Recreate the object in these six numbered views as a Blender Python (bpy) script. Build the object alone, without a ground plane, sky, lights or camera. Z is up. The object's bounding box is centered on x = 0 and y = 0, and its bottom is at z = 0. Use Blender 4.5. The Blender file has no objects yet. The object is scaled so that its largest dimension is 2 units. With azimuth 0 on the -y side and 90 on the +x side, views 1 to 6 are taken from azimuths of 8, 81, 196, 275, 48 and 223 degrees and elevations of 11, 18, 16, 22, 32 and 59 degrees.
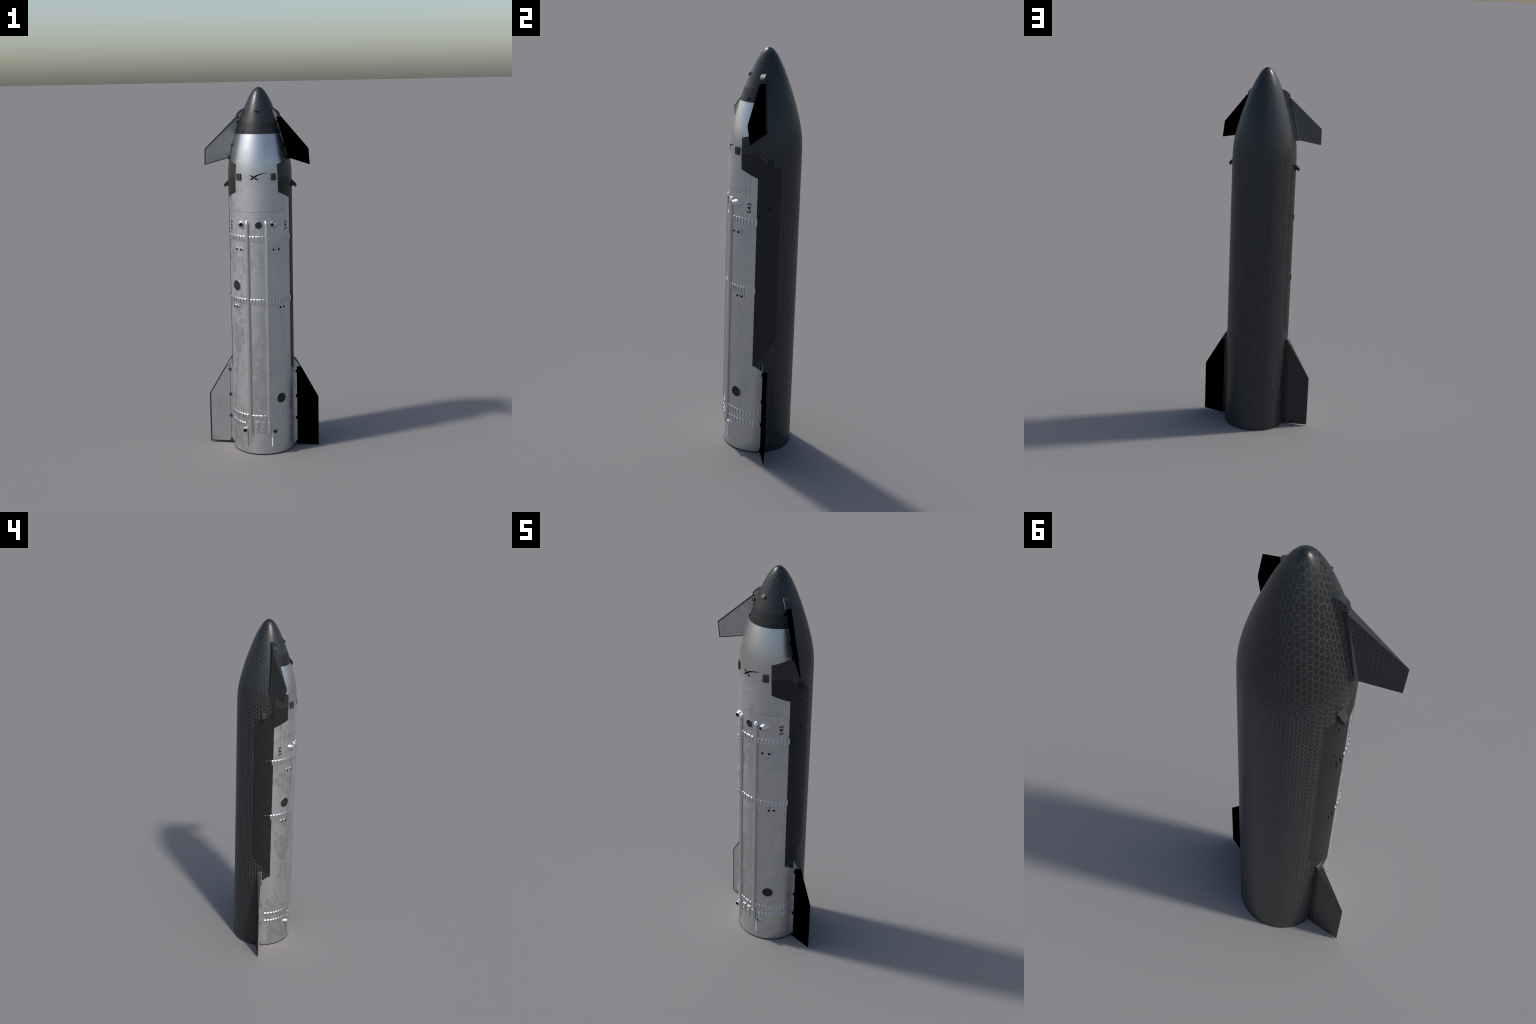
import bpy, bmesh, math, random
from mathutils import Vector, Matrix

random.seed(7)
Y0 = 0.0037                      # axis of the hull sits slightly behind the box centre
D2R = math.pi / 180.0

# ------------------------------------------------------------------ hull profile
PROFILE = [(0.0, .172), (1.505, .172), (1.54, .1716), (1.57, .1701), (1.60, .1672), (1.63, .1623),
           (1.66, .1558), (1.72, .1398), (1.78, .1212), (1.83, .1036), (1.88, .0843), (1.92, .0668),
           (1.95, .0512), (1.975, .0355), (1.99, .0219), (1.997, .0120), (2.0, 0.0)]
_z = [p[0] for p in PROFILE]
_r = [p[1] for p in PROFILE]


def _slopes(x, y):
    n = len(x)
    d = [(y[i + 1] - y[i]) / (x[i + 1] - x[i]) for i in range(n - 1)]
    m = [d[0]] + [0.0] * (n - 2) + [d[-1]]
    for i in range(1, n - 1):
        if d[i - 1] * d[i] > 0:
            h0, h1 = x[i] - x[i - 1], x[i + 1] - x[i]
            w1, w2 = 2 * h1 + h0, h1 + 2 * h0
            m[i] = (w1 + w2) / (w1 / d[i - 1] + w2 / d[i])
    return m


_q = [r * r for r in _r]          # interpolate r^2 so the tip stays round
_m = _slopes(_z, _q)


def radius(z):
    z = min(max(z, 0.0), 2.0)
    i = 0
    while i < len(_z) - 2 and z > _z[i + 1]:
        i += 1
    h = _z[i + 1] - _z[i]
    t = (z - _z[i]) / h
    v = ((2 * t ** 3 - 3 * t * t + 1) * _q[i] + (t ** 3 - 2 * t * t + t) * h * _m[i]
         + (-2 * t ** 3 + 3 * t * t) * _q[i + 1] + (t ** 3 - t * t) * h * _m[i + 1])
    return math.sqrt(max(v, 0.0))


def normal_at(az, z):
    e = 0.0008
    z0, z1 = max(z - e, 0), min(z + e, 2.0)
    dr = (radius(z1) - radius(z0)) / (z1 - z0)
    a = az * D2R
    if z > 1.9995:
        return Vector((0, 0, 1))
    return Vector((math.sin(a), -math.cos(a), -dr)).normalized()


def on_hull(az, z, off=0.0):
    a = az * D2R
    r = radius(z)
    p = Vector((math.sin(a) * r, Y0 - math.cos(a) * r, z))
    return p + normal_at(az, z) * off


# arc length along the meridian
_S = [0.0]
_SZ = [i * 0.002 for i in range(1001)]
for i in range(1000):
    _S.append(_S[-1] + math.hypot(0.002, radius(_SZ[i + 1]) - radius(_SZ[i])))


def arc_of(z):
    f = min(max(z / 0.002, 0), 999.999)
    i = int(f)
    return _S[i] + (_S[i + 1] - _S[i]) * (f - i)


def z_of(s):
    lo, hi = 0, 1000
    if s <= 0:
        return 0.0
    if s >= _S[-1]:
        return 2.0
    while hi - lo > 1:
        mid = (lo + hi) // 2
        if _S[mid] <= s:
            lo = mid
        else:
            hi = mid
    return _SZ[lo] + 0.002 * (s - _S[lo]) / (_S[hi] - _S[lo])


# ------------------------------------------------------------------ materials
def new_mat(name, color, rough, metal=0.0, spec=0.5):
    m = bpy.data.materials.new(name)
    m.use_nodes = True
    b = m.node_tree.nodes['Principled BSDF']
    b.inputs['Base Color'].default_value = (*color, 1)
    b.inputs['Roughness'].default_value = rough
    b.inputs['Metallic'].default_value = metal
    b.inputs['Specular IOR Level'].default_value = spec
    return m, m.node_tree, b


def node(nt, kind, **kw):
    n = nt.nodes.new(kind)
    for k, v in kw.items():
        if k in n.inputs.keys():
            n.inputs[k].default_value = v
        else:
            setattr(n, k, v)
    return n


def obj_coords(nt, scale):
    tc = nt.nodes.new('ShaderNodeTexCoord')
    mp = nt.nodes.new('ShaderNodeMapping')
    mp.inputs['Scale'].default_value = scale
    nt.links.new(tc.outputs['Object'], mp.inputs['Vector'])
    return mp.outputs['Vector']


def ramp(nt, fac, stops):
    r = nt.nodes.new('ShaderNodeValToRGB')
    els = r.color_ramp.elements
    els[0].position, els[0].color = stops[0][0], (*stops[0][1], 1)
    els[1].position, els[1].color = stops[-1][0], (*stops[-1][1], 1)
    for p, c in stops[1:-1]:
        e = els.new(p)
        e.color = (*c, 1)
    nt.links.new(fac, r.inputs['Fac'])
    return r.outputs['Color']


def g(v):
    return (v, v, v)


def steel(name, lo, hi, r_lo, r_hi, polish=None, blocks=.16):
    """brushed, weathered stainless: cloudy patina mostly in the roughness, rolled-sheet blocks, fine grain"""
    m, nt, b = new_mat(name, (hi, hi, hi), .4, 1.0)
    L = nt.links
    n1 = node(nt, 'ShaderNodeTexNoise', Scale=1.0, Detail=9.0, Roughness=.66, Distortion=.5)
    L.new(obj_coords(nt, (30, 30, 20)), n1.inputs['Vector'])
    n2 = node(nt, 'ShaderNodeTexNoise', Scale=1.0, Detail=4.0, Roughness=.65)
    L.new(obj_coords(nt, (95, 95, 45)), n2.inputs['Vector'])
    vor = node(nt, 'ShaderNodeTexVoronoi', Scale=1.0, Randomness=1.0)
    vor.distance = 'CHEBYCHEV'
    L.new(obj_coords(nt, (17, 17, 6.5)), vor.inputs['Vector'])
    sep = node(nt, 'ShaderNodeSeparateColor')
    L.new(vor.outputs['Color'], sep.inputs['Color'])
    a = node(nt, 'ShaderNodeMath', operation='MULTIPLY_ADD')
    L.new(n2.outputs['Fac'], a.inputs[0])
    a.inputs[1].default_value = .30
    L.new(n1.outputs['Fac'], a.inputs[2])
    c = node(nt, 'ShaderNodeMath', operation='MULTIPLY_ADD')
    L.new(sep.outputs[0], c.inputs[0])
    c.inputs[1].default_value = blocks
    L.new(a.outputs[0], c.inputs[2])
    mid = .65 + blocks / 2
    fac = c.outputs[0]
    L.new(ramp(nt, fac, [(mid - .16, g(lo)), (mid + .16, g(hi))]), b.inputs['Base Color'])
    rg = ramp(nt, fac, [(mid - .11, g(r_hi)), (mid + .02, g(r_hi * .6 + r_lo * .4)), (mid + .13, g(r_lo))])
    if polish is not None:
        tc = nt.nodes.new('ShaderNodeTexCoord')
        sx = nt.nodes.new('ShaderNodeSeparateXYZ')
        L.new(tc.outputs['Object'], sx.inputs[0])
        mr = nt.nodes.new('ShaderNodeMapRange')
        mr.inputs['From Min'].default_value = 1.46
        mr.inputs['From Max'].default_value = 1.62
        L.new(sx.outputs['Z'], mr.inputs['Value'])
        mx = nt.nodes.new('ShaderNodeMix')
        L.new(mr.outputs['Result'], mx.inputs['Factor'])
        L.new(rg, mx.inputs['A'])
        mx.inputs['B'].default_value = polish
        L.new(mx.outputs['Result'], b.inputs['Roughness'])
    else:
        L.new(rg, b.inputs['Roughness'])
    return m


def tile_mat(name, lo, hi, rough, spec):
    m, nt, b = new_mat(name, hi, rough, 0.0, spec)
    n = node(nt, 'ShaderNodeTexNoise', Scale=1.0, Detail=5.0, Roughness=.6)
    nt.links.new(obj_coords(nt, (30, 30, 22)), n.inputs['Vector'])
    nt.links.new(ramp(nt, n.outputs['Fac'], [(.3, lo), (.7, hi)]), b.inputs['Base Color'])
    return m


M_STEEL = steel('hull_steel', .50, .55, .41, .61, polish=.35, blocks=.22)
M_PIPE = steel('pipe_steel', .60, .67, .36, .44, blocks=.05)
M_FLAPSTEEL = steel('flap_steel', .45, .52, .44, .60, blocks=.14)
M_TILE = tile_mat('black_ceramic_tile', (.0070, .0075, .0082), (.0115, .012, .0125), .36, .5)
M_PLAIN = tile_mat('black_blanket', (.0085, .009, .0098), (.0125, .0125, .013), .50, .35)
M_BED = tile_mat('tile_gap_filler', (.060, .064, .066), (.082, .087, .087), .6, .3)
M_BEDF = tile_mat('flap_gap_filler', (.045, .049, .050), (.062, .066, .066), .6, .3)
M_BEDB = tile_mat('body_gap_filler', (.072, .077, .079), (.098, .103, .103), .6, .3)
M_BLACK, _, _b = new_mat('shading_fault_black', (.0004, .0004, .0004), 1.0, 0.0, 0.0)  # flat black copied from a shading fault on the original's right flaps
M_HATCH = tile_mat('hatch_black', (.014, .0145, .015), (.020, .0205, .021), .6, .3)
M_DISC, _, _b = new_mat('disc_black', (.004, .004, .0045), .9, 0, .1)  # for solid discs standing in for openings, and for the port plugs
M_HINGE = tile_mat('hinge_dark_metal', (.012, .012, .013), (.02, .02, .021), .55, .3)
M_MARK, _, _b = new_mat('marking_black', (.0015, .0015, .0015), .8, 0, .05)
M_BRIGHT, _, _b = new_mat('drain_white', (.80, .81, .83), .45, 0.0)  # plain near-white for the right-hand drain rod
M_SEAM, _, _b = new_mat('weld_seam_grey', (.22, .22, .22), .5, .9)
M_BOX = tile_mat('pod_black', (.020, .021, .022), (.030, .031, .032), .45, .5)

# ------------------------------------------------------------------ object helpers
ROOT = bpy.data.objects.new('spacecraft', None)
bpy.context.scene.collection.objects.link(ROOT)
ROOT["label"] = "tall steel rocket ship with black hexagon heat shield and flaps"
ROOT["category"] = "spaceship"


def link(name, me, mat, parent=ROOT, stuff=False):
    ob = bpy.data.objects.new(name, me)
    bpy.context.scene.collection.objects.link(ob)
    ob.parent = parent
    if mat is not None and not me.materials:
        me.materials.append(mat)
    if stuff:
        ob["kind"] = "stuff"
    return ob


class Soup:
    """vertices + faces + per-vertex normals, for surfaces with analytic normals"""

    def __init__(self):
        self.v, self.f, self.n = [], [], []

    def add(self, pts, nrms, faces):
        k = len(self.v)
        self.v += [tuple(p) for p in pts]
        self.n += [tuple(n) for n in nrms]
        self.f += [[k + i for i in f] for f in faces]

    def mesh(self, name):
        me = bpy.data.meshes.new(name)
        me.from_pydata(self.v, [], self.f)
        me.polygons.foreach_set('use_smooth', [True] * len(me.polygons))
        me.normals_split_custom_set_from_vertices(self.n)
        me.update()
        return me


def solid(name, mat, verts, faces, parent=ROOT, bevel=0.0, smooth=None):
    bm = bmesh.new()
    vs = [bm.verts.new(v) for v in verts]
    for f in faces:
        bm.faces.new([vs[i] for i in f])
    bmesh.ops.recalc_face_normals(bm, faces=bm.faces)
    if bevel:
        bmesh.ops.bevel(bm, geom=list(bm.edges), offset=bevel, segments=2, affect='EDGES', profile=.6,
                        clamp_overlap=True)
    me = bpy.data.meshes.new(name)
    bm.to_mesh(me)
    bm.free()
    if smooth:
        me.polygons.foreach_set('use_smooth', [True] * len(me.polygons))
        me.set_sharp_from_angle(angle=smooth * D2R)
    return link(name, me, mat, parent)


def prism(name, mat, A, B, parent=ROOT, bevel=0.0, smooth=None):
    n = len(A)
    faces = [list(range(n)), list(range(2 * n - 1, n - 1, -1))]
    for i in range(n):
        j = (i + 1) % n
        faces.append([i, j, n + j, n + i])
    return solid(name, mat, list(A) + list(B), faces, parent, bevel, smooth)


def box_on_hull(name, mat, az0, az1, z0, z1, lo, hi, parent=ROOT, bevel=.0006, hi_top=None, nseg=1):
    """block standing radially on the hull between two azimuths and heights"""
    A, B = [], []
    c = (az0 + az1) / 2
    nr = normal_at(c, (z0 + z1) / 2)
    ht = hi if hi_top is None else hi_top
    ring = [(az0, z0), (az1, z0), (az1, z1), (az0, z1)]
    for az, z in ring:
        p = on_hull(az, z)
        A.append(p + nr * lo)
        B.append(p + nr * (ht if z == z1 else hi))
    return prism(name, mat, A, B, parent, bevel)


# frustum / cylinder between two points with a list of (t, r)
def lathe(name, mat, p0, p1, prof, parent=ROOT, seg=32, smooth=40, caps=True):
    p0, p1 = Vector(p0), Vector(p1)
    ax = (p1 - p0)
    w = ax.normalized()
    u = w.orthogonal().normalized()
    v = w.cross(u)
    verts, faces = [], []
    for t, r in prof:
        for k in range(seg):
            a = 2 * math.pi * k / seg
            verts.append(p0 + ax * t + (u * math.cos(a) + v * math.sin(a)) * r)
    for i in range(len(prof) - 1):
        for k in range(seg):
            k2 = (k + 1) % seg
            faces.append([i * seg + k, i * seg + k2, (i + 1) * seg + k2, (i + 1) * seg + k])
    if caps:
        faces.append(list(range(seg)))
        faces.append([(len(prof) - 1) * seg + k for k in range(seg)])
    return solid(name, mat, verts, faces, parent, 0, smooth)


# ------------------------------------------------------------------ steel hull
def revolve(name, mat, zs, off, parent=ROOT, az0=-180, az1=180, step=2.0, extra=None):
    s = Soup()
    n = int(round((az1 - az0) / step))
    azs = [az0 + (az1 - az0) * i / n for i in range(n + 1)]
    pts, nr, fc = [], [], []
    for z in zs:
        for a in azs:
            pts.append(on_hull(a, z, off))
            nr.append(normal_at(a, z))
    w = n + 1
    for i in range(len(zs) - 1):
        for k in range(n):
            fc.append([i * w + k, i * w + k + 1, (i + 1) * w + k + 1, (i + 1) * w + k])
    s.add(pts, nr, fc)
    return link(name, s.mesh(name), mat, parent)


STEEL_OFF = -.0007
zs_low = [0.0] + [i * .05 for i in range(1, 30)]
hull = revolve('steel_hull', M_STEEL, zs_low + [1.4995], STEEL_OFF)
nose = revolve('nose_cone', M_STEEL, [1.4995 + .0075 * i for i in range(50)], STEEL_OFF)

# recessed underside closing the skirt
lathe('base_plate', M_HINGE, (0, Y0, .012), (0, Y0, .016), [(0, .1705), (1, .1705)], seg=90)
# dark band round the foot of the skirt
foot_band = Soup()
for k in range(180):
    a0, a1 = k * 2 - 180, k * 2 - 178
    foot_band.add([on_hull(a, z, o) for a, z, o in [(a0, 0, .0002), (a1, 0, .0002), (a1, .0028, .0002), (a0, .0028, .0002)]],
            [normal_at(a, .1) for a in (a0, a1, a1, a0)], [[0, 1, 2, 3]])
    foot_band.add([on_hull(a, 0, o) for a, o in [(a0, .0002), (a1, .0002), (a1, -.006), (a0, -.006)]],
            [Vector((0, 0, -1))] * 4, [[3, 2, 1, 0]])
    foot_band.add([on_hull(a, z, -.006) for a, z in [(a0, 0), (a1, 0), (a1, .015), (a0, .015)]],
            [-normal_at(a, .1) for a in (a0, a1, a1, a0)], [[3, 2, 1, 0]])
    foot_band.add([on_hull(a, .0028, o) for a, o in [(a0, .0002), (a1, .0002), (a1, -.001), (a0, -.001)]],
            [Vector((0, 0, 1))] * 4, [[0, 1, 2, 3]])
link('skirt_foot_band', foot_band.mesh('skirt_foot_band'), M_HINGE)


# ------------------------------------------------------------------ clipping in (azimuth, height)
def clip(poly, region):
    """Sutherland-Hodgman against a convex counter-clockwise region"""
    out = poly
    m = len(region)
    for i in range(m):
        ax, ay = region[i]
        bx, by = region[(i + 1) % m]
        ex, ey = bx - ax, by - ay
        src, out = out, []
        if not src:
            return []
        for j in range(len(src)):
            p, q = src[j], src[(j + 1) % len(src)]
            dp = ex * (p[1] - ay) - ey * (p[0] - ax)
            dq = ex * (q[1] - ay) - ey * (q[0] - ax)
            if dp >= -1e-12:
                out.append(p)
            if (dp > 1e-12 and dq < -1e-12) or (dp < -1e-12 and dq > 1e-12):
                t = dp / (dp - dq)
                out.append((p[0] + (q[0] - p[0]) * t, p[1] + (q[1] - p[1]) * t))
    return out


def area(poly):
    return .5 * sum(poly[i][0] * poly[(i + 1) % len(poly)][1] - poly[(i + 1) % len(poly)][0] * poly[i][1]
                    for i in range(len(poly)))


def ccw(poly):
    return poly if area(poly) > 0 else poly[::-1]


def mirror(poly):
    return ccw([(-a, z) for a, z in poly])


def shell(soup, region, off, wall=.0016, daz=2.0, dz=.012, wall_on=True):
    """curved plate covering a convex (azimuth, height) region, with walls down to the steel"""
    region = ccw(region)
    a0 = min(p[0] for p in region)
    a1 = max(p[0] for p in region)
    z0 = min(p[1] for p in region)
    z1 = max(p[1] for p in region)
    if z0 < 1.45:
        dz = max(dz, .05)
    na, nz = max(1, math.ceil((a1 - a0) / daz)), max(1, math.ceil((z1 - z0) / dz))
    for i in range(na):
        for k in range(nz):
            ca, cb = a0 + (a1 - a0) * i / na, a0 + (a1 - a0) * (i + 1) / na
            za, zb = z0 + (z1 - z0) * k / nz, z0 + (z1 - z0) * (k + 1) / nz
            pl = clip([(ca, za), (cb, za), (cb, zb), (ca, zb)], region)
            if len(pl) < 3 or area(pl) < 1e-9:
                continue
            soup.add([on_hull(a, z, off) for a, z in pl], [normal_at(a, z) for a, z in pl], [list(range(len(pl)))])
    if wall_on:
        m = len(region)
        for i in range(m):
            (ax, ay), (bx, by) = region[i], region[(i + 1) % m]
            n = max(1, int(math.hypot((bx - ax) / 2, (by - ay) / .02)))
            for j in range(n):
                t0, t1 = j / n, (j + 1) / n
                p = [(ax + (bx - ax) * t, ay + (by - ay) * t) for t in (t0, t1)]
                q = [on_hull(*p[0], off), on_hull(*p[1], off), on_hull(*p[1], off - wall), on_hull(*p[0], off - wall)]
                nn = (q[1] - q[0]).cross(normal_at(*p[0])).normalized()
                soup.add(q, [nn] * 4, [[0, 3, 2, 1]])


# region plan: azimuth degrees (0 = front, steel side), height metres; right half, mirrored
FLAP_Z = 1.634
PLAIN = [
    [(-76, 1.757), (76, 1.757), (75.3, 1.8175), (-75.3, 1.8175)],
]
PLAIN_R = [
    [(41.0, 1.529), (41.6, 1.452), (70.8, 1.417), (71.0, 1.529)],
    [(71.0, 1.529), (70.8, 1.417), (70.8, .4737), (73.7, .4737), (85.6, .5215), (85.6, 1.471)],
    [(85.6, 1.471), (85.6, .5215), (108, .61), (108, 1.467)],
]
NOSE_HEX = [[(-180, 1.8175), (180, 1.8175), (180, 1.988), (-180, 1.988)]]
NOSE_HEX_R = [[(80, FLAP_Z), (180, FLAP_Z), (180, 1.8175), (75.3, 1.8175), (77, 1.757)],
              [(80, 1.60), (180, 1.60), (180, FLAP_Z), (80, FLAP_Z)]]
TRANS_HEX_R = [[(71, 1.546), (180, 1.546), (180, 1.60), (71, 1.60)],
               [(41.0, 1.529), (71, 1.529), (71, 1.625), (40.2, 1.5985)],
               [(71, 1.60), (80, 1.60), (80, FLAP_Z), (71, 1.625)]]
BODY_HEX_R = [[(71, 1.529), (85.6, 1.471), (85.6, 1.546), (71, 1.546)],
              [(85.6, 1.471), (108, 1.467), (180, 1.467), (180, 1.546), (85.6, 1.546)],
              [(108, .0), (180, .0), (180, 1.467), (108, 1.467)],
              [(73.7, .4737), (87, .448), (90, .448), (90, .5387)],
              [(90, .0), (108, .0), (108, .61), (90, .5387)]]

TILE_OFF = 0.0
BED_OFF = -.00022

plain = Soup()
for rg in PLAIN:
    shell(plain, rg, TILE_OFF)
for rg in PLAIN_R:
    shell(plain, rg, TILE_OFF)
    shell(plain, mirror(rg), TILE_OFF)
blanket = link('thermal_blanket', plain.mesh('thermal_blanket'), M_PLAIN)

bed = Soup()
for rg in NOSE_HEX:
    shell(bed, rg, BED_OFF, daz=2, dz=.006, wall_on=False)
body_bed = Soup()
for rg in NOSE_HEX_R + TRANS_HEX_R + BODY_HEX_R:
    sp = bed if rg in NOSE_HEX_R else body_bed
    shell(sp, rg, BED_OFF, daz=2, wall_on=False)
    shell(sp, mirror(rg), BED_OFF, daz=2, wall_on=False)
shield = link('heat_shield', bed.mesh('heat_shield'), M_BED)
link('gap_filler', body_bed.mesh('gap_filler'), M_BEDB, shield)

# ------------------------------------------------------------------ hexagon tiles
GAP = .0014           # between nose tiles
BODY_GAP = .0019      # between body tiles


def hexagon(cx, cy, w, h, rot=False, gap=GAP):
    """elongated hexagon: w = column pitch, h = row pitch, gap taken off all round"""
    hh = h / 2
    a = w * 2 / 3
    pts = [(cx + a, cy), (cx + a / 2, cy + hh), (cx - a / 2, cy + hh), (cx - a, cy), (cx - a / 2, cy - hh),
           (cx + a / 2, cy - hh)]
    if rot:
        pts = [(cx + (y - cy), cy + (x - cx)) for x, y in pts][::-1]
    m = len(pts)
    out = []
    for i in range(m):                       # true inset of the convex outline
        p0, p1, p2 = pts[i - 1], pts[i], pts[(i + 1) % m]
        n1 = Vector((-(p1[1] - p0[1]), p1[0] - p0[0])).normalized()
        n2 = Vector((-(p2[1] - p1[1]), p2[0] - p1[0])).normalized()
        b = (n1 + n2)
        b = b / (b.dot(n1))
        out.append((p1[0] + b.x * gap / 2, p1[1] + b.y * gap / 2))
    return out


def add_tile(soup, poly, fpos, fnor, fine=1, depth=.0005):
    """poly in parameter space -> curved plate with skirt"""
    pl = []
    n = len(poly)
    for i in range(n):
        p, q = poly[i], poly[(i + 1) % n]
        for k in range(fine):
            t = k / fine
            pl.append((p[0] + (q[0] - p[0]) * t, p[1] + (q[1] - p[1]) * t))
    cx = sum(p[0] for p in pl) / len(pl)
    cy = sum(p[1] for p in pl) / len(pl)
    rings = [pl]
    for k in range(1, fine):
        t = k / fine
        rings.append([(p[0] + (cx - p[0]) * t, p[1] + (cy - p[1]) * t) for p in pl])
    flat = [p for r in rings for p in r] + [(cx, cy)]
    m = len(pl)
    fc = []
    for k in range(len(rings) - 1):
        for i in range(m):
            j = (i + 1) % m
            fc.append([k * m + i, k * m + j, (k + 1) * m + j, (k + 1) * m + i])
    last = (len(rings) - 1) * m
    for i in range(m):
        fc.append([last + i, last + (i + 1) % m, len(flat) - 1])
    P = [fpos(*p) for p in flat]
    N = [fnor(*p) for p in flat]
    soup.add(P, N, fc)
    for i in range(m):
        j = (i + 1) % m
        a, b = P[i], P[j]
        wn = (b - a).cross(N[i])
        if wn.length < 1e-12:
            continue
        wn.normalize()
        soup.add([a, b, b - N[j] * depth, a - N[i] * depth], [wn] * 4, [[0, 3, 2, 1]])


stuff = Soup()
singles = []          # (score, poly)


def hpos(a, z):
    return on_hull(a, z, TILE_OFF)


def lattice(regions, sectors, w_deg, w_m, h, rot=False, nose=False):
    """hexagon courses on the hull.  sectors: list of (az_lo, az_hi, column pitch in degrees or None)"""
    for (lo, hi, wdeg) in sectors:
        for rg in regions:
            zlo = min(p[1] for p in rg)
            zhi = max(p[1] for p in rg)
            rlo = min(p[0] for p in rg)
            rhi = max(p[0] for p in rg)
            if rhi <= lo or rlo >= hi:
                continue
            box = clip(ccw(rg), [(lo, zlo - 1), (hi, zlo - 1), (hi, zhi + 1), (lo, zhi + 1)])
            if len(box) < 3 or area(box) < 1e-6:
                continue
            box = ccw(box)
            mid = (lo + hi) / 2
            Rref = .172
            if nose:
                scale = 1.0
                w = wdeg or w_m
            else:
                w = (wdeg or w_deg) * D2R * Rref
            cp, rp = (w, h) if not rot else (h, w)
            s0, s1 = arc_of(zlo), arc_of(zhi)
            half = (hi - lo) / 2 * D2R * Rref + 2 * cp
            ncol = int(half / cp) + 2
            r0, r1 = int(s0 / rp) - 2, int(s1 / rp) + 3
            for c in range(-ncol, ncol + 1):
                for r in range(r0, r1):
                    if not rot:
                        cx, cy = c * cp, (r + (.5 if c % 2 else 0)) * rp
                        hx = hexagon(cx, cy, cp, rp, False, GAP if nose else BODY_GAP)
                    else:
                        cx, cy = (c + (.5 if r % 2 else 0)) * cp, r * rp
                        hx = hexagon(cx, cy, rp, cp, True)
                    if cy < s0 - rp * 1.5 or cy > s1 + rp * 1.5:
                        continue
                    pl = []
                    for x, s in hx:
                        z = z_of(s)
                        rr = max(radius(z), .004) if nose else Rref
                        pl.append((mid + x / rr / D2R, z))
                    pl = ccw(pl)
                    a_full = area(pl)
                    pl = clip(pl, box)
                    if len(pl) < 3 or abs(area(pl)) < 2e-5 * (1 if not nose else 1):
                        continue
                    zc = sum(p[1] for p in pl) / len(pl)
                    ac = sum(p[0] for p in pl) / len(pl)
                    fine = 3 if zc > 1.93 else (2 if zc > 1.4 or (wdeg or 0) > 5 else 1)
                    if nose and len(pl) == 6 and area(pl) > .995 * a_full:
                        singles.append((abs(((ac + 130) + 180) % 360 - 180) / 90 + abs(zc - 1.78) * 2, pl, fine))
                    else:
                        add_tile(stuff, pl, hpos, normal_at, fine)


BODY_SECTORS = [(-124, -70, 5.9), (-147.5, -124, 3.62), (-180, -147.5, 3.86), (172.6, 180, 3.86),
                (149, 172.6, 3.70), (124, 149, 3.70), (70, 124, 5.9)]
both = lambda L: L + [mirror(r) for r in L]
# the sector across the back is continuous: shift it so its middle stays common
BODY_SECTORS = [(-124, -70, 5.9), (-147.5, -124, 3.62), (-187.4, -147.5, 3.86),
                (149, 172.6, 3.70), (124, 149, 3.70), (70, 124, 5.9)]


def wrap(regions):
    out = []
    for r in regions:
        out.append(r)
        if max(p[0] for p in r) > 172:
            out.append([(a - 360, z) for a, z in r])
        if min(p[0] for p in r) < -172:
            out.append([(a + 360, z) for a, z in r])
    return out


lattice(wrap(both(BODY_HEX_R)), BODY_SECTORS, 3.8, None, .0233)
lattice(wrap(both(TRANS_HEX_R)), [(-147.5, -95, 3.8), (-187.4, -147.5, 3.8), (149, 172.6, 3.8), (95, 149, 3.8),
                                  (38, 95, 3.8), (-95, -38, 3.8)], 3.5, None, .0226, rot=True)
NOSE_SECTORS = [(-147, -103, .0158), (-198, -147, None), (103, 162, None), (62, 103, None), (20, 62, None),
                (-22, 20, None), (-62, -22, None), (-103, -62, None)]
lattice(wrap(NOSE_HEX + both(NOSE_HEX_R)), NOSE_SECTORS, None, .0122, .0236, nose=True)

singles.sort(key=lambda t: t[0])
for k, (sc, pl, fine) in enumerate(singles):
    if k < 300:
        s = Soup()
        add_tile(s, pl, hpos, normal_at, fine)
        link('heat_tile', s.mesh('heat_tile'), M_TILE, shield)
    else:
        add_tile(stuff, pl, hpos, normal_at, fine)
link('heat_tile_field', stuff.mesh('heat_tile_field'), M_TILE, shield, stuff=True)

# smooth tip cap
tip_z = [1.988, 1.990, 1.992, 1.994, 1.9955, 1.997, 1.998, 1.999, 1.9996, 2.0]
revolve('nose_tip', M_TILE, tip_z, TILE_OFF, step=6)


# ------------------------------------------------------------------ stiffener rib rings
def rib(name, az, z0, z1, mat, proud=.0034, hw=1.72):
    # block with a bright sloping top shoulder
    prof = [(z0 - .0008, -.0012), (z0 + .0006, proud * .9), (z1 - .0052, proud), (z1, -.0012)]
    A = [on_hull(az - hw, z, o) for z, o in prof]
    B = [on_hull(az + hw, z, o) for z, o in prof]
    return prism(name, mat, A, B, ROOT, .0005)


RINGS = [(1.1935, 1.2235), (.8515, .8815), (.2010, .2285), (.1515, .1785)]
base_ribs = {}
for (z0, z1) in RINGS:
    lower = z1 < .3
    azs = [-6.0 * i for i in range(0, 15)] + [4.2 + 6.0 * i for i in range(0, 14)]
    for az in azs:
        if abs(az) > 83 and lower:
            continue
        if z1 < .18 and abs(az) < 26:
            continue
        dark = abs(az) > 74 and not lower
        rib('stiffener_rib', az, z0, z1, M_PLAIN if dark else M_PIPE)


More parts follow.
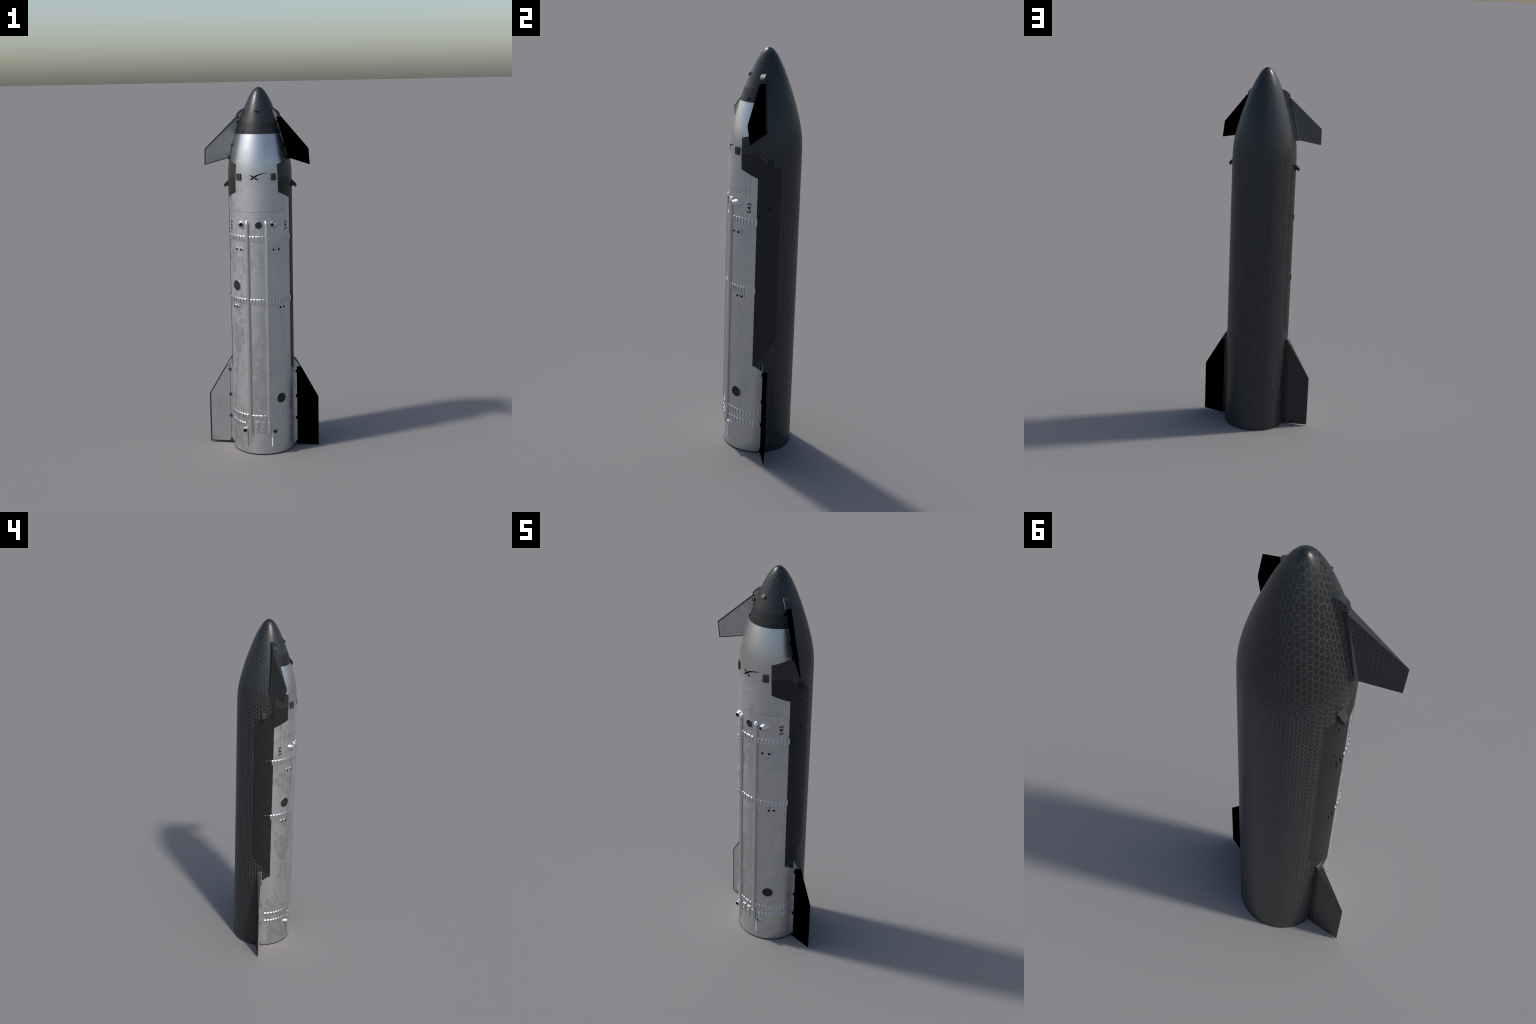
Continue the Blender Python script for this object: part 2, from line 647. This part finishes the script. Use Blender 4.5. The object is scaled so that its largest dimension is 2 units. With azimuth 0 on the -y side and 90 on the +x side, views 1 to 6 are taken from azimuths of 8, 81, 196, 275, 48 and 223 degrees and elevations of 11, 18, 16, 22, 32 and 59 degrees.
# ------------------------------------------------------------------ raceway pipes on the front
def pipe_run(az):
    a = az * D2R
    rc = .1748
    c = Vector((math.sin(a) * rc, Y0 - math.cos(a) * rc, 0))
    inward = Vector((-math.sin(a), math.cos(a), 0))

    def tube(name, pts, r, seg=20):
        verts, faces = [], []
        for i, (p, w) in enumerate(pts):
            w = w.normalized()
            t = Vector((math.cos(a), math.sin(a), 0))
            n = w.cross(t).normalized()
            for k in range(seg):
                q = 2 * math.pi * k / seg
                verts.append(p + (t * math.cos(q) + n * math.sin(q)) * r)
        for i in range(len(pts) - 1):
            for k in range(seg):
                k2 = (k + 1) % seg
                faces.append([i * seg + k, i * seg + k2, (i + 1) * seg + k2, (i + 1) * seg + k])
        faces.append(list(range(seg)))
        faces.append([(len(pts) - 1) * seg + k for k in range(seg)])
        return faces, verts

    zv = Vector((0, 0, 1))
    f, v = tube('', [(c + zv * .187, zv), (c + zv * 1.176, zv)], .0090)
    low = solid('raceway_pipe', M_PIPE, v, f, ROOT, 0, 40)
    r_el = .014
    top = 1.285
    pts = [(c + zv * 1.173, zv), (c + zv * top, zv)]
    for k in range(1, 9):
        q = k / 8 * math.pi / 2
        pts.append((c + zv * (top + r_el * math.sin(q)) + inward * r_el * (1 - math.cos(q)),
                    zv * math.cos(q) + inward * math.sin(q)))
    f, v = tube('', pts, .0099)
    solid('raceway_pipe', M_PIPE, v, f, ROOT, 0, 40)
    # boxy sleeve at the foot
    t = Vector((math.cos(a), math.sin(a), 0))
    A, B = [], []
    for k in range(13):
        q = math.pi * k / 12
        d = t * math.cos(q) * .0118 - inward * math.sin(q) * .0108
        A.append(c + d + zv * .126)
        B.append(c + d + zv * .1885)
    for s in (-1, 1):
        d = t * s * .0118 + inward * .008
        A.append(c + d + zv * .126)
        B.append(c + d + zv * .1885)
    prism('pipe_sleeve', M_PIPE, A, B, ROOT, 0, 40)


for s in (-1, 1):
    pipe_run(17.4 * s)


# ------------------------------------------------------------------ hatches
def hatch(az, z, r, proud):
    n = normal_at(az, z)
    p = on_hull(az, z)
    lathe('access_hatch', M_PIPE, p - n * .004, p + n * proud, [(0, r * 1.03), (.93, r * 1.03), (1, r * 1.01)], seg=48)
    lathe('hatch_cover', M_HATCH, p, p + n * (proud + .0004), [(0, r), (1, r)], seg=48)


hatch(4.0, 1.281, .0192, .0002)
hatch(-43.0, .946, .0282, .0006)
hatch(42.0, .318, .0275, .0006)


# ------------------------------------------------------------------ vents and thrusters
def nozzle(name, base, tip, prof, disc_r):
    base, tip = Vector(base), Vector(tip)
    ob = lathe(name, M_PIPE, base, tip, prof, seg=36)
    w = (tip - base).normalized()
    lathe('bore_disc', M_DISC, tip - w * .002, tip + w * .0003, [(0, disc_r), (1, disc_r)], ob, seg=28)  # solid black disc capping the tip in place of an open bore
    return ob


for s in (-1, 1):
    # domed upper vents
    nozzle('vent_nozzle', (.0890 * s, -.122, 1.2836), (.0838 * s, -.1615, 1.2836),
           [(0, .0204), (.35, .0196), (.58, .0176), (.74, .0152), (.89, .0124), (.98, .0108), (1, .0102)], .0092)
    # stub lower vents
    nozzle('vent_nozzle', (.0915 * s, -.120, .1345), (.0843 * s, -.1615, .1350),
           [(0, .0126), (.5, .0120), (.95, .0108), (1, .0103)], .0094)
    # twin thrusters on little plates
    for (aa, bb, zc, pa, pb) in [(29.6, 39.9, 1.1485, 25.2, 44.8), (41.4, 49.3, .8305, 37.0, 54.0)]:
        pl = Soup()
        lo, hi = sorted((pa * s, pb * s))
        shell(pl, [(lo, zc - .0175), (hi, zc - .0175), (hi, zc + .0145), (lo, zc + .0145)], .0010, wall=.002)
        plate = link('thruster_plate', pl.mesh('thruster_plate'), M_STEEL)
        for az in (aa, bb):
            n = normal_at(az * s, zc)
            p = on_hull(az * s, zc)
            ob = lathe('thruster', M_PIPE, p - n * .001, p + n * .0062,
                       [(0, .0078), (.5, .0074), (.95, .0070), (1, .0066)], seg=24)
            lathe('bore_disc', M_DISC, p, p + n * .0066, [(0, .0060), (1, .0060)], ob, seg=20)  # thruster mouth is a black disc, not an opening
    # stand-off strips
    box_on_hull('cable_strip', M_PIPE, *sorted((56.0 * s, 57.6 * s)), 1.306, 1.434, -.002, .0018)
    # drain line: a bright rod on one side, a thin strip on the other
    if s > 0:
        p0, p1 = on_hull(23.2, .0475, .0012), on_hull(23.3, .150, .0004)
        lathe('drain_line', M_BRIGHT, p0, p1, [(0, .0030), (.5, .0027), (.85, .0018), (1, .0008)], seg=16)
    else:
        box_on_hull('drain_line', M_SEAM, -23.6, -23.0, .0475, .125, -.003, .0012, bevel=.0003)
    # black pods beside the emblem
    box_on_hull('sensor_pod', M_BOX, *sorted((27.6 * s, 36.9 * s)), 1.5165, 1.5530, -.004, .0068, bevel=.0010)
    # little studs on the dark nose band
    box_on_hull('nose_stud', M_BOX, *sorted((35.0 * s, 37.0 * s)), 1.765, 1.778, -.002, .0048, bevel=.0005)

# twin umbilical blocks between the pipes
for (a0, a1, an) in [(-8.6, -2.0, -5.7), (2.7, 9.3, 5.0)]:
    ob = box_on_hull('umbilical_block', M_PIPE, a0, a1, .130, .1875, -.003, .0030, bevel=.0007, hi_top=.0050)
    n = normal_at(an, .157)
    p = on_hull(an, .157)
    lathe('umbilical_nozzle', M_PIPE, p, p + n * .0066, [(0, .0052), (.6, .0048), (1, .0032)], ob, seg=20)
    lathe('bore_disc', M_DISC, p + n * .004, p + n * .0069, [(0, .0026), (1, .0026)], ob, seg=16)  # closed black disc drawn where the nozzle would be hollow

# wedge camera pod high on the nose
a0, a1 = -6.4, 7.4
top, bot = 1.889, 1.8715
n = normal_at(.5, 1.88)
A = [on_hull(a0, bot - .003, -.003), on_hull(a0, bot, .0085), on_hull(a0 + .7, top, .0005), on_hull(a0 + .7, top, -.004)]
B = [on_hull(a1, bot - .003, -.003), on_hull(a1, bot, .0085), on_hull(a1 - .7, top, .0005), on_hull(a1 - .7, top, -.004)]
prism('camera_pod', M_PLAIN, A, B, ROOT, .0005)

# circumferential weld seam with its short riser marks
seam_main = Soup()
shell(seam_main, [(-56, 1.350), (56, 1.350), (56, 1.3513), (-56, 1.3513)], -.0003, wall=.0006)
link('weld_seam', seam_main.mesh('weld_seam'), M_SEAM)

# fastener ports in the black side strips
for s in (-1, 1):
    for (az, z, r) in [(89.4, 1.4165, .0031), (89.5, 1.4090, .0031), (91.1, 1.2755, .0048), (93.1, 1.2220, .0030)]:
        n = normal_at(az * s, z)
        p = on_hull(az * s, z)
        lathe('port_plug', M_DISC, p - n * .002, p + n * .0006, [(0, r), (1, r)], seg=18)


# ------------------------------------------------------------------ markings
def wrap_mesh(me, fn):
    for v in me.vertices:
        v.co = fn(v.co)


def subdivided(me, passes):
    bm = bmesh.new()
    bm.from_mesh(me)
    for _ in range(passes):
        long = [e for e in bm.edges if e.calc_length() > .006]
        if not long:
            break
        bmesh.ops.subdivide_edges(bm, edges=long, cuts=1)
        bmesh.ops.triangulate(bm, faces=bm.faces)
    bm.to_mesh(me)
    bm.free()


for s in (-1, 1):
    cu = bpy.data.curves.new('ship_number', 'FONT')
    cu.body = 'S45'
    cu.size = 1.0
    cu.offset = 0.012
    cu.space_character = 1.12
    cu.extrude = 0.0
    to = bpy.data.objects.new('tmp_text', cu)
    bpy.context.scene.collection.objects.link(to)
    dg = bpy.context.evaluated_depsgraph_get()
    me = bpy.data.meshes.new_from_object(to.evaluated_get(dg))
    bpy.data.objects.remove(to)
    xs = [v.co.x for v in me.vertices]
    ys = [v.co.y for v in me.vertices]
    x0, x1, y0, y1 = min(xs), max(xs), min(ys), max(ys)
    Lz, H = .0500, .0200
    for v in me.vertices:
        v.co.x = (v.co.x - x0) / (x1 - x0) * Lz
        v.co.y = (v.co.y - y0) / (y1 - y0) * H
        v.co.z = 0
    subdivided(me, 3)
    zc, ac = 1.2730, 57.9

    def place(c, s=s):
        up = c.y - H / 2
        if s > 0:
            z = zc - Lz / 2 + c.x
            az = ac - up / .172 / D2R
        else:
            z = zc + Lz / 2 - c.x
            az = -ac + up / .172 / D2R
        return on_hull(az, z, -.0003)
    wrap_mesh(me, place)
    me.materials.clear()
    link('ship_number', me, M_MARK)


def emblem():
    # strokes in pixel-like units read across the nose, mapped to azimuth and height
    # upper and lower edge of the long swoosh, then the two cut bars
    up = [(505, 912), (540, 880), (580, 846), (620, 818), (660, 795), (710, 771), (760, 752), (810, 739), (860, 730),
          (920, 723), (962, 722)]
    dn = [(570, 912), (610, 878), (650, 848), (694, 819), (740, 794), (792, 771), (846, 754), (894, 742), (932, 734),
          (950, 729), (964, 724)]
    bars = [[(502, 786), (560, 786), (612, 821), (576, 841)], [(668, 855), (752, 914), (686, 914), (628, 875)]]

    def mp(x, y):
        az = -10.4 + (x - 505) / (962 - 505) * 31.7
        t = (x - 505) / (962 - 505) * 2 - 1
        az = az - .6 * (1 - t * t)
        z = 1.5212 + (912 - y) / (912 - 722) * .0362
        return on_hull(az, z, STEEL_OFF + .0007)
    verts, faces = [], []
    for i in range(len(up)):
        verts += [mp(*up[i]), mp(*dn[i])]
    for i in range(len(up) - 1):
        faces.append([2 * i, 2 * i + 1, 2 * i + 3, 2 * i + 2])
    for b in bars:
        # split each bar into short slices so it follows the curve
        n = 4
        k = len(verts)
        for j in range(n + 1):
            t = j / n
            l = (b[0][0] + (b[3][0] - b[0][0]) * t, b[0][1] + (b[3][1] - b[0][1]) * t)
            r = (b[1][0] + (b[2][0] - b[1][0]) * t, b[1][1] + (b[2][1] - b[1][1]) * t)
            verts += [mp(*l), mp(*r)]
        for j in range(n):
            faces.append([k + 2 * j, k + 2 * j + 1, k + 2 * j + 3, k + 2 * j + 2])
    return solid('cross_emblem', M_MARK, verts, faces)


emblem()


# ------------------------------------------------------------------ flaps
def plane_basis(pts, up=Vector((0, 0, 1))):
    n = Vector((0, 0, 0))
    c = sum(pts, Vector()) / len(pts)
    for i in range(len(pts)):
        n += (pts[i] - c).cross(pts[(i + 1) % len(pts)] - c)
    n.normalize()
    v = (up - n * up.dot(n)).normalized()
    u = v.cross(n).normalized()
    return c, u, v, n


def inset_poly(poly, d):
    """poly 2D ccw, d per edge"""
    m = len(poly)
    lines = []
    for i in range(m):
        p, q = Vector(poly[i]), Vector(poly[(i + 1) % m])
        e = (q - p).normalized()
        nn = Vector((-e.y, e.x))
        lines.append((p + nn * d[i], e))
    out = []
    for i in range(m):
        p, e = lines[i - 1]
        q, f = lines[i]
        den = e.x * f.y - e.y * f.x
        if abs(den) < 1e-6:
            out.append(tuple(q))
            continue
        t = ((q.x - p.x) * f.y - (q.y - p.y) * f.x) / den
        out.append((p.x + e.x * t, p.y + e.y * t))
    return out


def face_plate(name, mat, outline, outward, insets, thick, proud, parent):
    c, u, v, n = plane_basis(outline)
    if n.dot(outward) < 0:
        outline = outline[::-1]
        insets = insets[::-1]
        insets = insets[1:] + insets[:1]
        c, u, v, n = plane_basis(outline)
    p2 = [((p - c).dot(u), (p - c).dot(v), (p - c).dot(n)) for p in outline]
    ins = inset_poly([(a, b) for a, b, h in p2], insets)
    A = [c + u * x + v * y + n * (h + proud) for (x, y), (_, _, h) in zip(ins, p2)]
    B = [p - n * thick for p in A]
    return prism(name, mat, A, B, parent)


def face_tiles(name, outline, outward, border, col, row, parent, proud, rot=False):
    """hexagon tiles over one flat convex face"""
    c, u, v, n = plane_basis(outline)
    if n.dot(outward) < 0:
        outline = outline[::-1]
        c, u, v, n = plane_basis(outline)
    p2 = ccw([((p - c).dot(u), (p - c).dot(v)) for p in outline])
    p2 = inset_poly(p2, [border] * len(p2))
    xs = [p[0] for p in p2]
    ys = [p[1] for p in p2]
    s = Soup()
    fp = lambda x, y: c + u * x + v * y + n * proud
    fn = lambda x, y: n
    for i in range(int(min(xs) / col) - 1, int(max(xs) / col) + 2):
        for j in range(int(min(ys) / row) - 1, int(max(ys) / row) + 2):
            hx = hexagon(i * col, (j + (.5 if i % 2 else 0)) * row, col, row)
            pl = clip(hx, p2)
            if len(pl) < 3 or area(pl) < 6e-6:
                continue
            add_tile(s, pl, fp, fn, 1, .0004)
    return link(name, s.mesh(name), M_TILE, parent, stuff=True)


def mir(pts, s):
    return [Vector((p[0] * s, p[1], p[2])) for p in pts]


def bracket(mat, p, along, out, nrm, half, wide, proud, prong, parent):
    """hinge lug: block plus two prongs lying on the leeward face"""
    along, out, nrm = along.normalized(), out.normalized(), nrm.normalized()

    def blk(a0, a1, o0, o1, h0, h1):
        q = [(a0, o0), (a1, o0), (a1, o1), (a0, o1)]
        A = [p + along * a + out * o + nrm * h0 for a, o in q]
        B = [p + along * a + out * o + nrm * h1 for a, o in q]
        return A, B
    vs, fs = [], []
    for args in [(-half, half, -wide, wide * .25, -.003, proud),
                 (half * .35, half * .75, -wide * .2, prong, -.002, proud * .55),
                 (-half * .75, -half * .35, -wide * .2, prong, -.002, proud * .55)]:
        A, B = blk(*args)
        k = len(vs)
        vs += A + B
        fs += [[k, k + 1, k + 2, k + 3], [k + 7, k + 6, k + 5, k + 4]]
        for i in range(4):
            j = (i + 1) % 4
            fs.append([k + i, k + j, k + 4 + j, k + 4 + i])
    return solid('hinge_lug', mat, vs, fs, parent)


for s in (-1, 1):
    black = s > 0
    skin = M_BLACK if black else M_TILE
    # ---------------- forward flap: wedge, thick at the hinge, thin at the tip
    WIND = mir([(.1112, -.0232, 1.8437), (.1226, -.0280, 1.8455), (.2761, -.1209, 1.6823), (.2814, -.1071, 1.5964),
                (.1856, -.0333, 1.6239), (.1764, -.0256, 1.6235)], s)
    LEE = mir([(.1012, -.0450, 1.8420), (.1125, -.0517, 1.8420), (.2747, -.1229, 1.6822), (.2797, -.1098, 1.5963),
               (.1745, -.0505, 1.6226), (.1608, -.0421, 1.6213)], s)
    n6 = [[0, 1, 5], [1, 2, 3, 4, 5], [11, 10, 9, 8, 7, 6]]
    n6 += [[i, (i + 1) % 6, 6 + (i + 1) % 6, 6 + i] for i in range(6)]
    flap = solid('forward_flap', skin, WIND + LEE, n6, ROOT, .0005)
    lee_out = Vector((-.517 * s, -.842, -.153))
    wind_out = -lee_out
    face_plate('flap_panel', M_BLACK if black else M_FLAPSTEEL, LEE, lee_out,
               [.0030, .0054, .0048, .0046, .001, .0004], .002, .0005, flap)
    if not black:
        face_plate('flap_tile_bed', M_BEDF, WIND[1:], wind_out, [.0015] * 5, .002, .00015, flap)
        strip = [WIND[0], WIND[1], WIND[5]]
        face_tiles('heat_tile_field', strip, wind_out, .0006, .0127, .0147, flap, .0002)
        face_tiles('heat_tile_field', WIND[1:5], wind_out, .0015, .0127, .0147, flap, .0004)
    # ---------------- forward fairing rooted in the hull
    FW = mir([(.0652, .0003, 1.8877), (.0799, -.0111, 1.8888), (.0871, -.0160, 1.8866), (.0953, -.0213, 1.8823),
              (.1041, -.0264, 1.8757), (.1119, -.0305, 1.8675), (.1171, -.0329, 1.8604), (.1206, -.0324, 1.8469),
              (.1097, -.0236, 1.8449), (.1758, -.0234, 1.6229), (.1374, .0065, 1.6217)], s)
    FL = mir([(.058, -.020, 1.8870), (.0690, -.0325, 1.8868), (.0769, -.0377, 1.8843), (.0855, -.0427, 1.8800),
              (.0942, -.0470, 1.8735), (.1022, -.0500, 1.8655), (.1080, -.0517, 1.8580), (.1108, -.0520, 1.8434),
              (.0998, -.0442, 1.8434), (.1592, -.0412, 1.6205), (.128, -.018, 1.6205)], s)
    fair = prism('forward_fairing', M_TILE, FW, FL, ROOT, 0, 35)
    for pick in [(0, 1, 2, 3, 4, 5, 6, 7, 8), (0, 8, 9, 10)]:
        out = [FW[i] for i in pick]
        face_plate('fairing_tile_bed', M_BEDF, out, wind_out, [.0008] * len(out), .001, .00015, fair)
        face_tiles('heat_tile_field', out, wind_out, .0008, .0127, .0147, fair, .0004)
    pan = [FL[i] for i in (1, 2, 3, 4, 5, 6, 7, 8, 9)] + mir([(.146, -.0310, 1.6205)], s)
    face_plate('fairing_panel', M_FLAPSTEEL, pan, lee_out, [.0050] * 6 + [.002, 0.0002, .001, -.004], .002, .0005, fair)
    # ---------------- forward hinge lugs
    hm = M_BLACK if black else M_HINGE
    ht, hb = LEE[0], LEE[5]
    al = (ht - hb).normalized()
    outd = (LEE[2] - LEE[0])
    outd = outd - al * outd.dot(al)
    nn = al.cross(outd).normalized()
    if nn.dot(lee_out) < 0:
        nn = -nn
    for zc, hf in [(1.8195, .0075), (1.6960, .0078), (1.6310, .0095)]:
        t = (zc - hb.z) / (ht.z - hb.z)
        bracket(hm, hb + (ht - hb) * t, al, outd, nn, hf, .0052, .0036, .0105, flap)

    # ---------------- aft flap
    yw, yl = .0187, -.0045
    WIND = mir([(.1907, .0187, .460), (.2107, .0152, .460), (.3095, -.0022, .2895), (.3095, -.0022, .0045),
                (.1907, .0187, .0045)], s)
    LEE = mir([(.1907, yl, .460), (.2107, yl, .460), (.3095, -.0047, .2895), (.3095, -.0047, .0045),
               (.1907, yl, .0045)], s)
    flap = prism('aft_flap', skin, WIND, LEE, ROOT, .0006)
    face_plate('flap_panel', M_BLACK if black else M_FLAPSTEEL, LEE, Vector((0, -1, 0)),
               [.0006, .0060, .0080, .0068, .0005], .002, .0005, flap)
    wo = Vector((.17 * s, 1, 0))
    if not black:
        face_plate('flap_tile_bed', M_BEDF, WIND, wo, [.0015] * 5, .002, .00015, flap)
        face_tiles('heat_tile_field', WIND, wo, .0015, .0127, .0147, flap, .0004)
    # ---------------- aft fairing
    FO = [(.160, .5175), (.1722, .5150), (.1785, .5100), (.1845, .5035), (.1890, .4970), (.1935, .4895), (.2102, .4610),
          (.1896, .4610), (.1896, .0045), (.160, .0045)]
    FW = mir([(x, .0187 - max(0, x - .1907) * .176, z) for x, z in FO], s)
    FL = mir([(x, yl, z) for x, z in FO], s)
    fair = prism('aft_fairing', M_TILE, FW, FL, ROOT, .0004)
    face_plate('fairing_panel', M_FLAPSTEEL, FL, Vector((0, -1, 0)),
               [.006, .0065, .0055, .0042, .0036, .0036, .0006, .0005, .0050, .0], .002, .0005, fair)
    al, outd, nn = Vector((0, 0, 1)), Vector((s, 0, 0)), Vector((0, -1, 0))
    for z0, z1 in [(.4270, .4420), (.2815, .2970), (.1535, .1705), (.0090, .0265)]:
        bracket(hm, Vector((.1885 * s, yl, (z0 + z1) / 2)), al, outd, nn, (z1 - z0) / 2, .0062, .0036, .0095, flap)

    # ---------------- catch-point fin high on the side
    A = mir([(.160, -.0120, 1.5075), (.172, -.0105, 1.5068), (.198, -.0050, 1.4805), (.198, -.0050, 1.4722),
             (.160, -.0120, 1.4722)], s)
    B = mir([(.160, .0215, 1.5075), (.172, .0190, 1.5068), (.198, .0140, 1.4805), (.198, .0140, 1.4722),
             (.160, .0215, 1.4722)], s)
    pin = prism('lift_point', M_PLAIN, A, B, ROOT, .0008)
    q = mir([(.1905, -.001, 0), (.1937, -.001, 0), (.1937, .008, 0), (.1905, .008, 0)], s)
    prism('lift_pin', M_HINGE, [p + Vector((0, 0, 1.4636)) for p in q], [p + Vector((0, 0, 1.4730)) for p in q], pin)
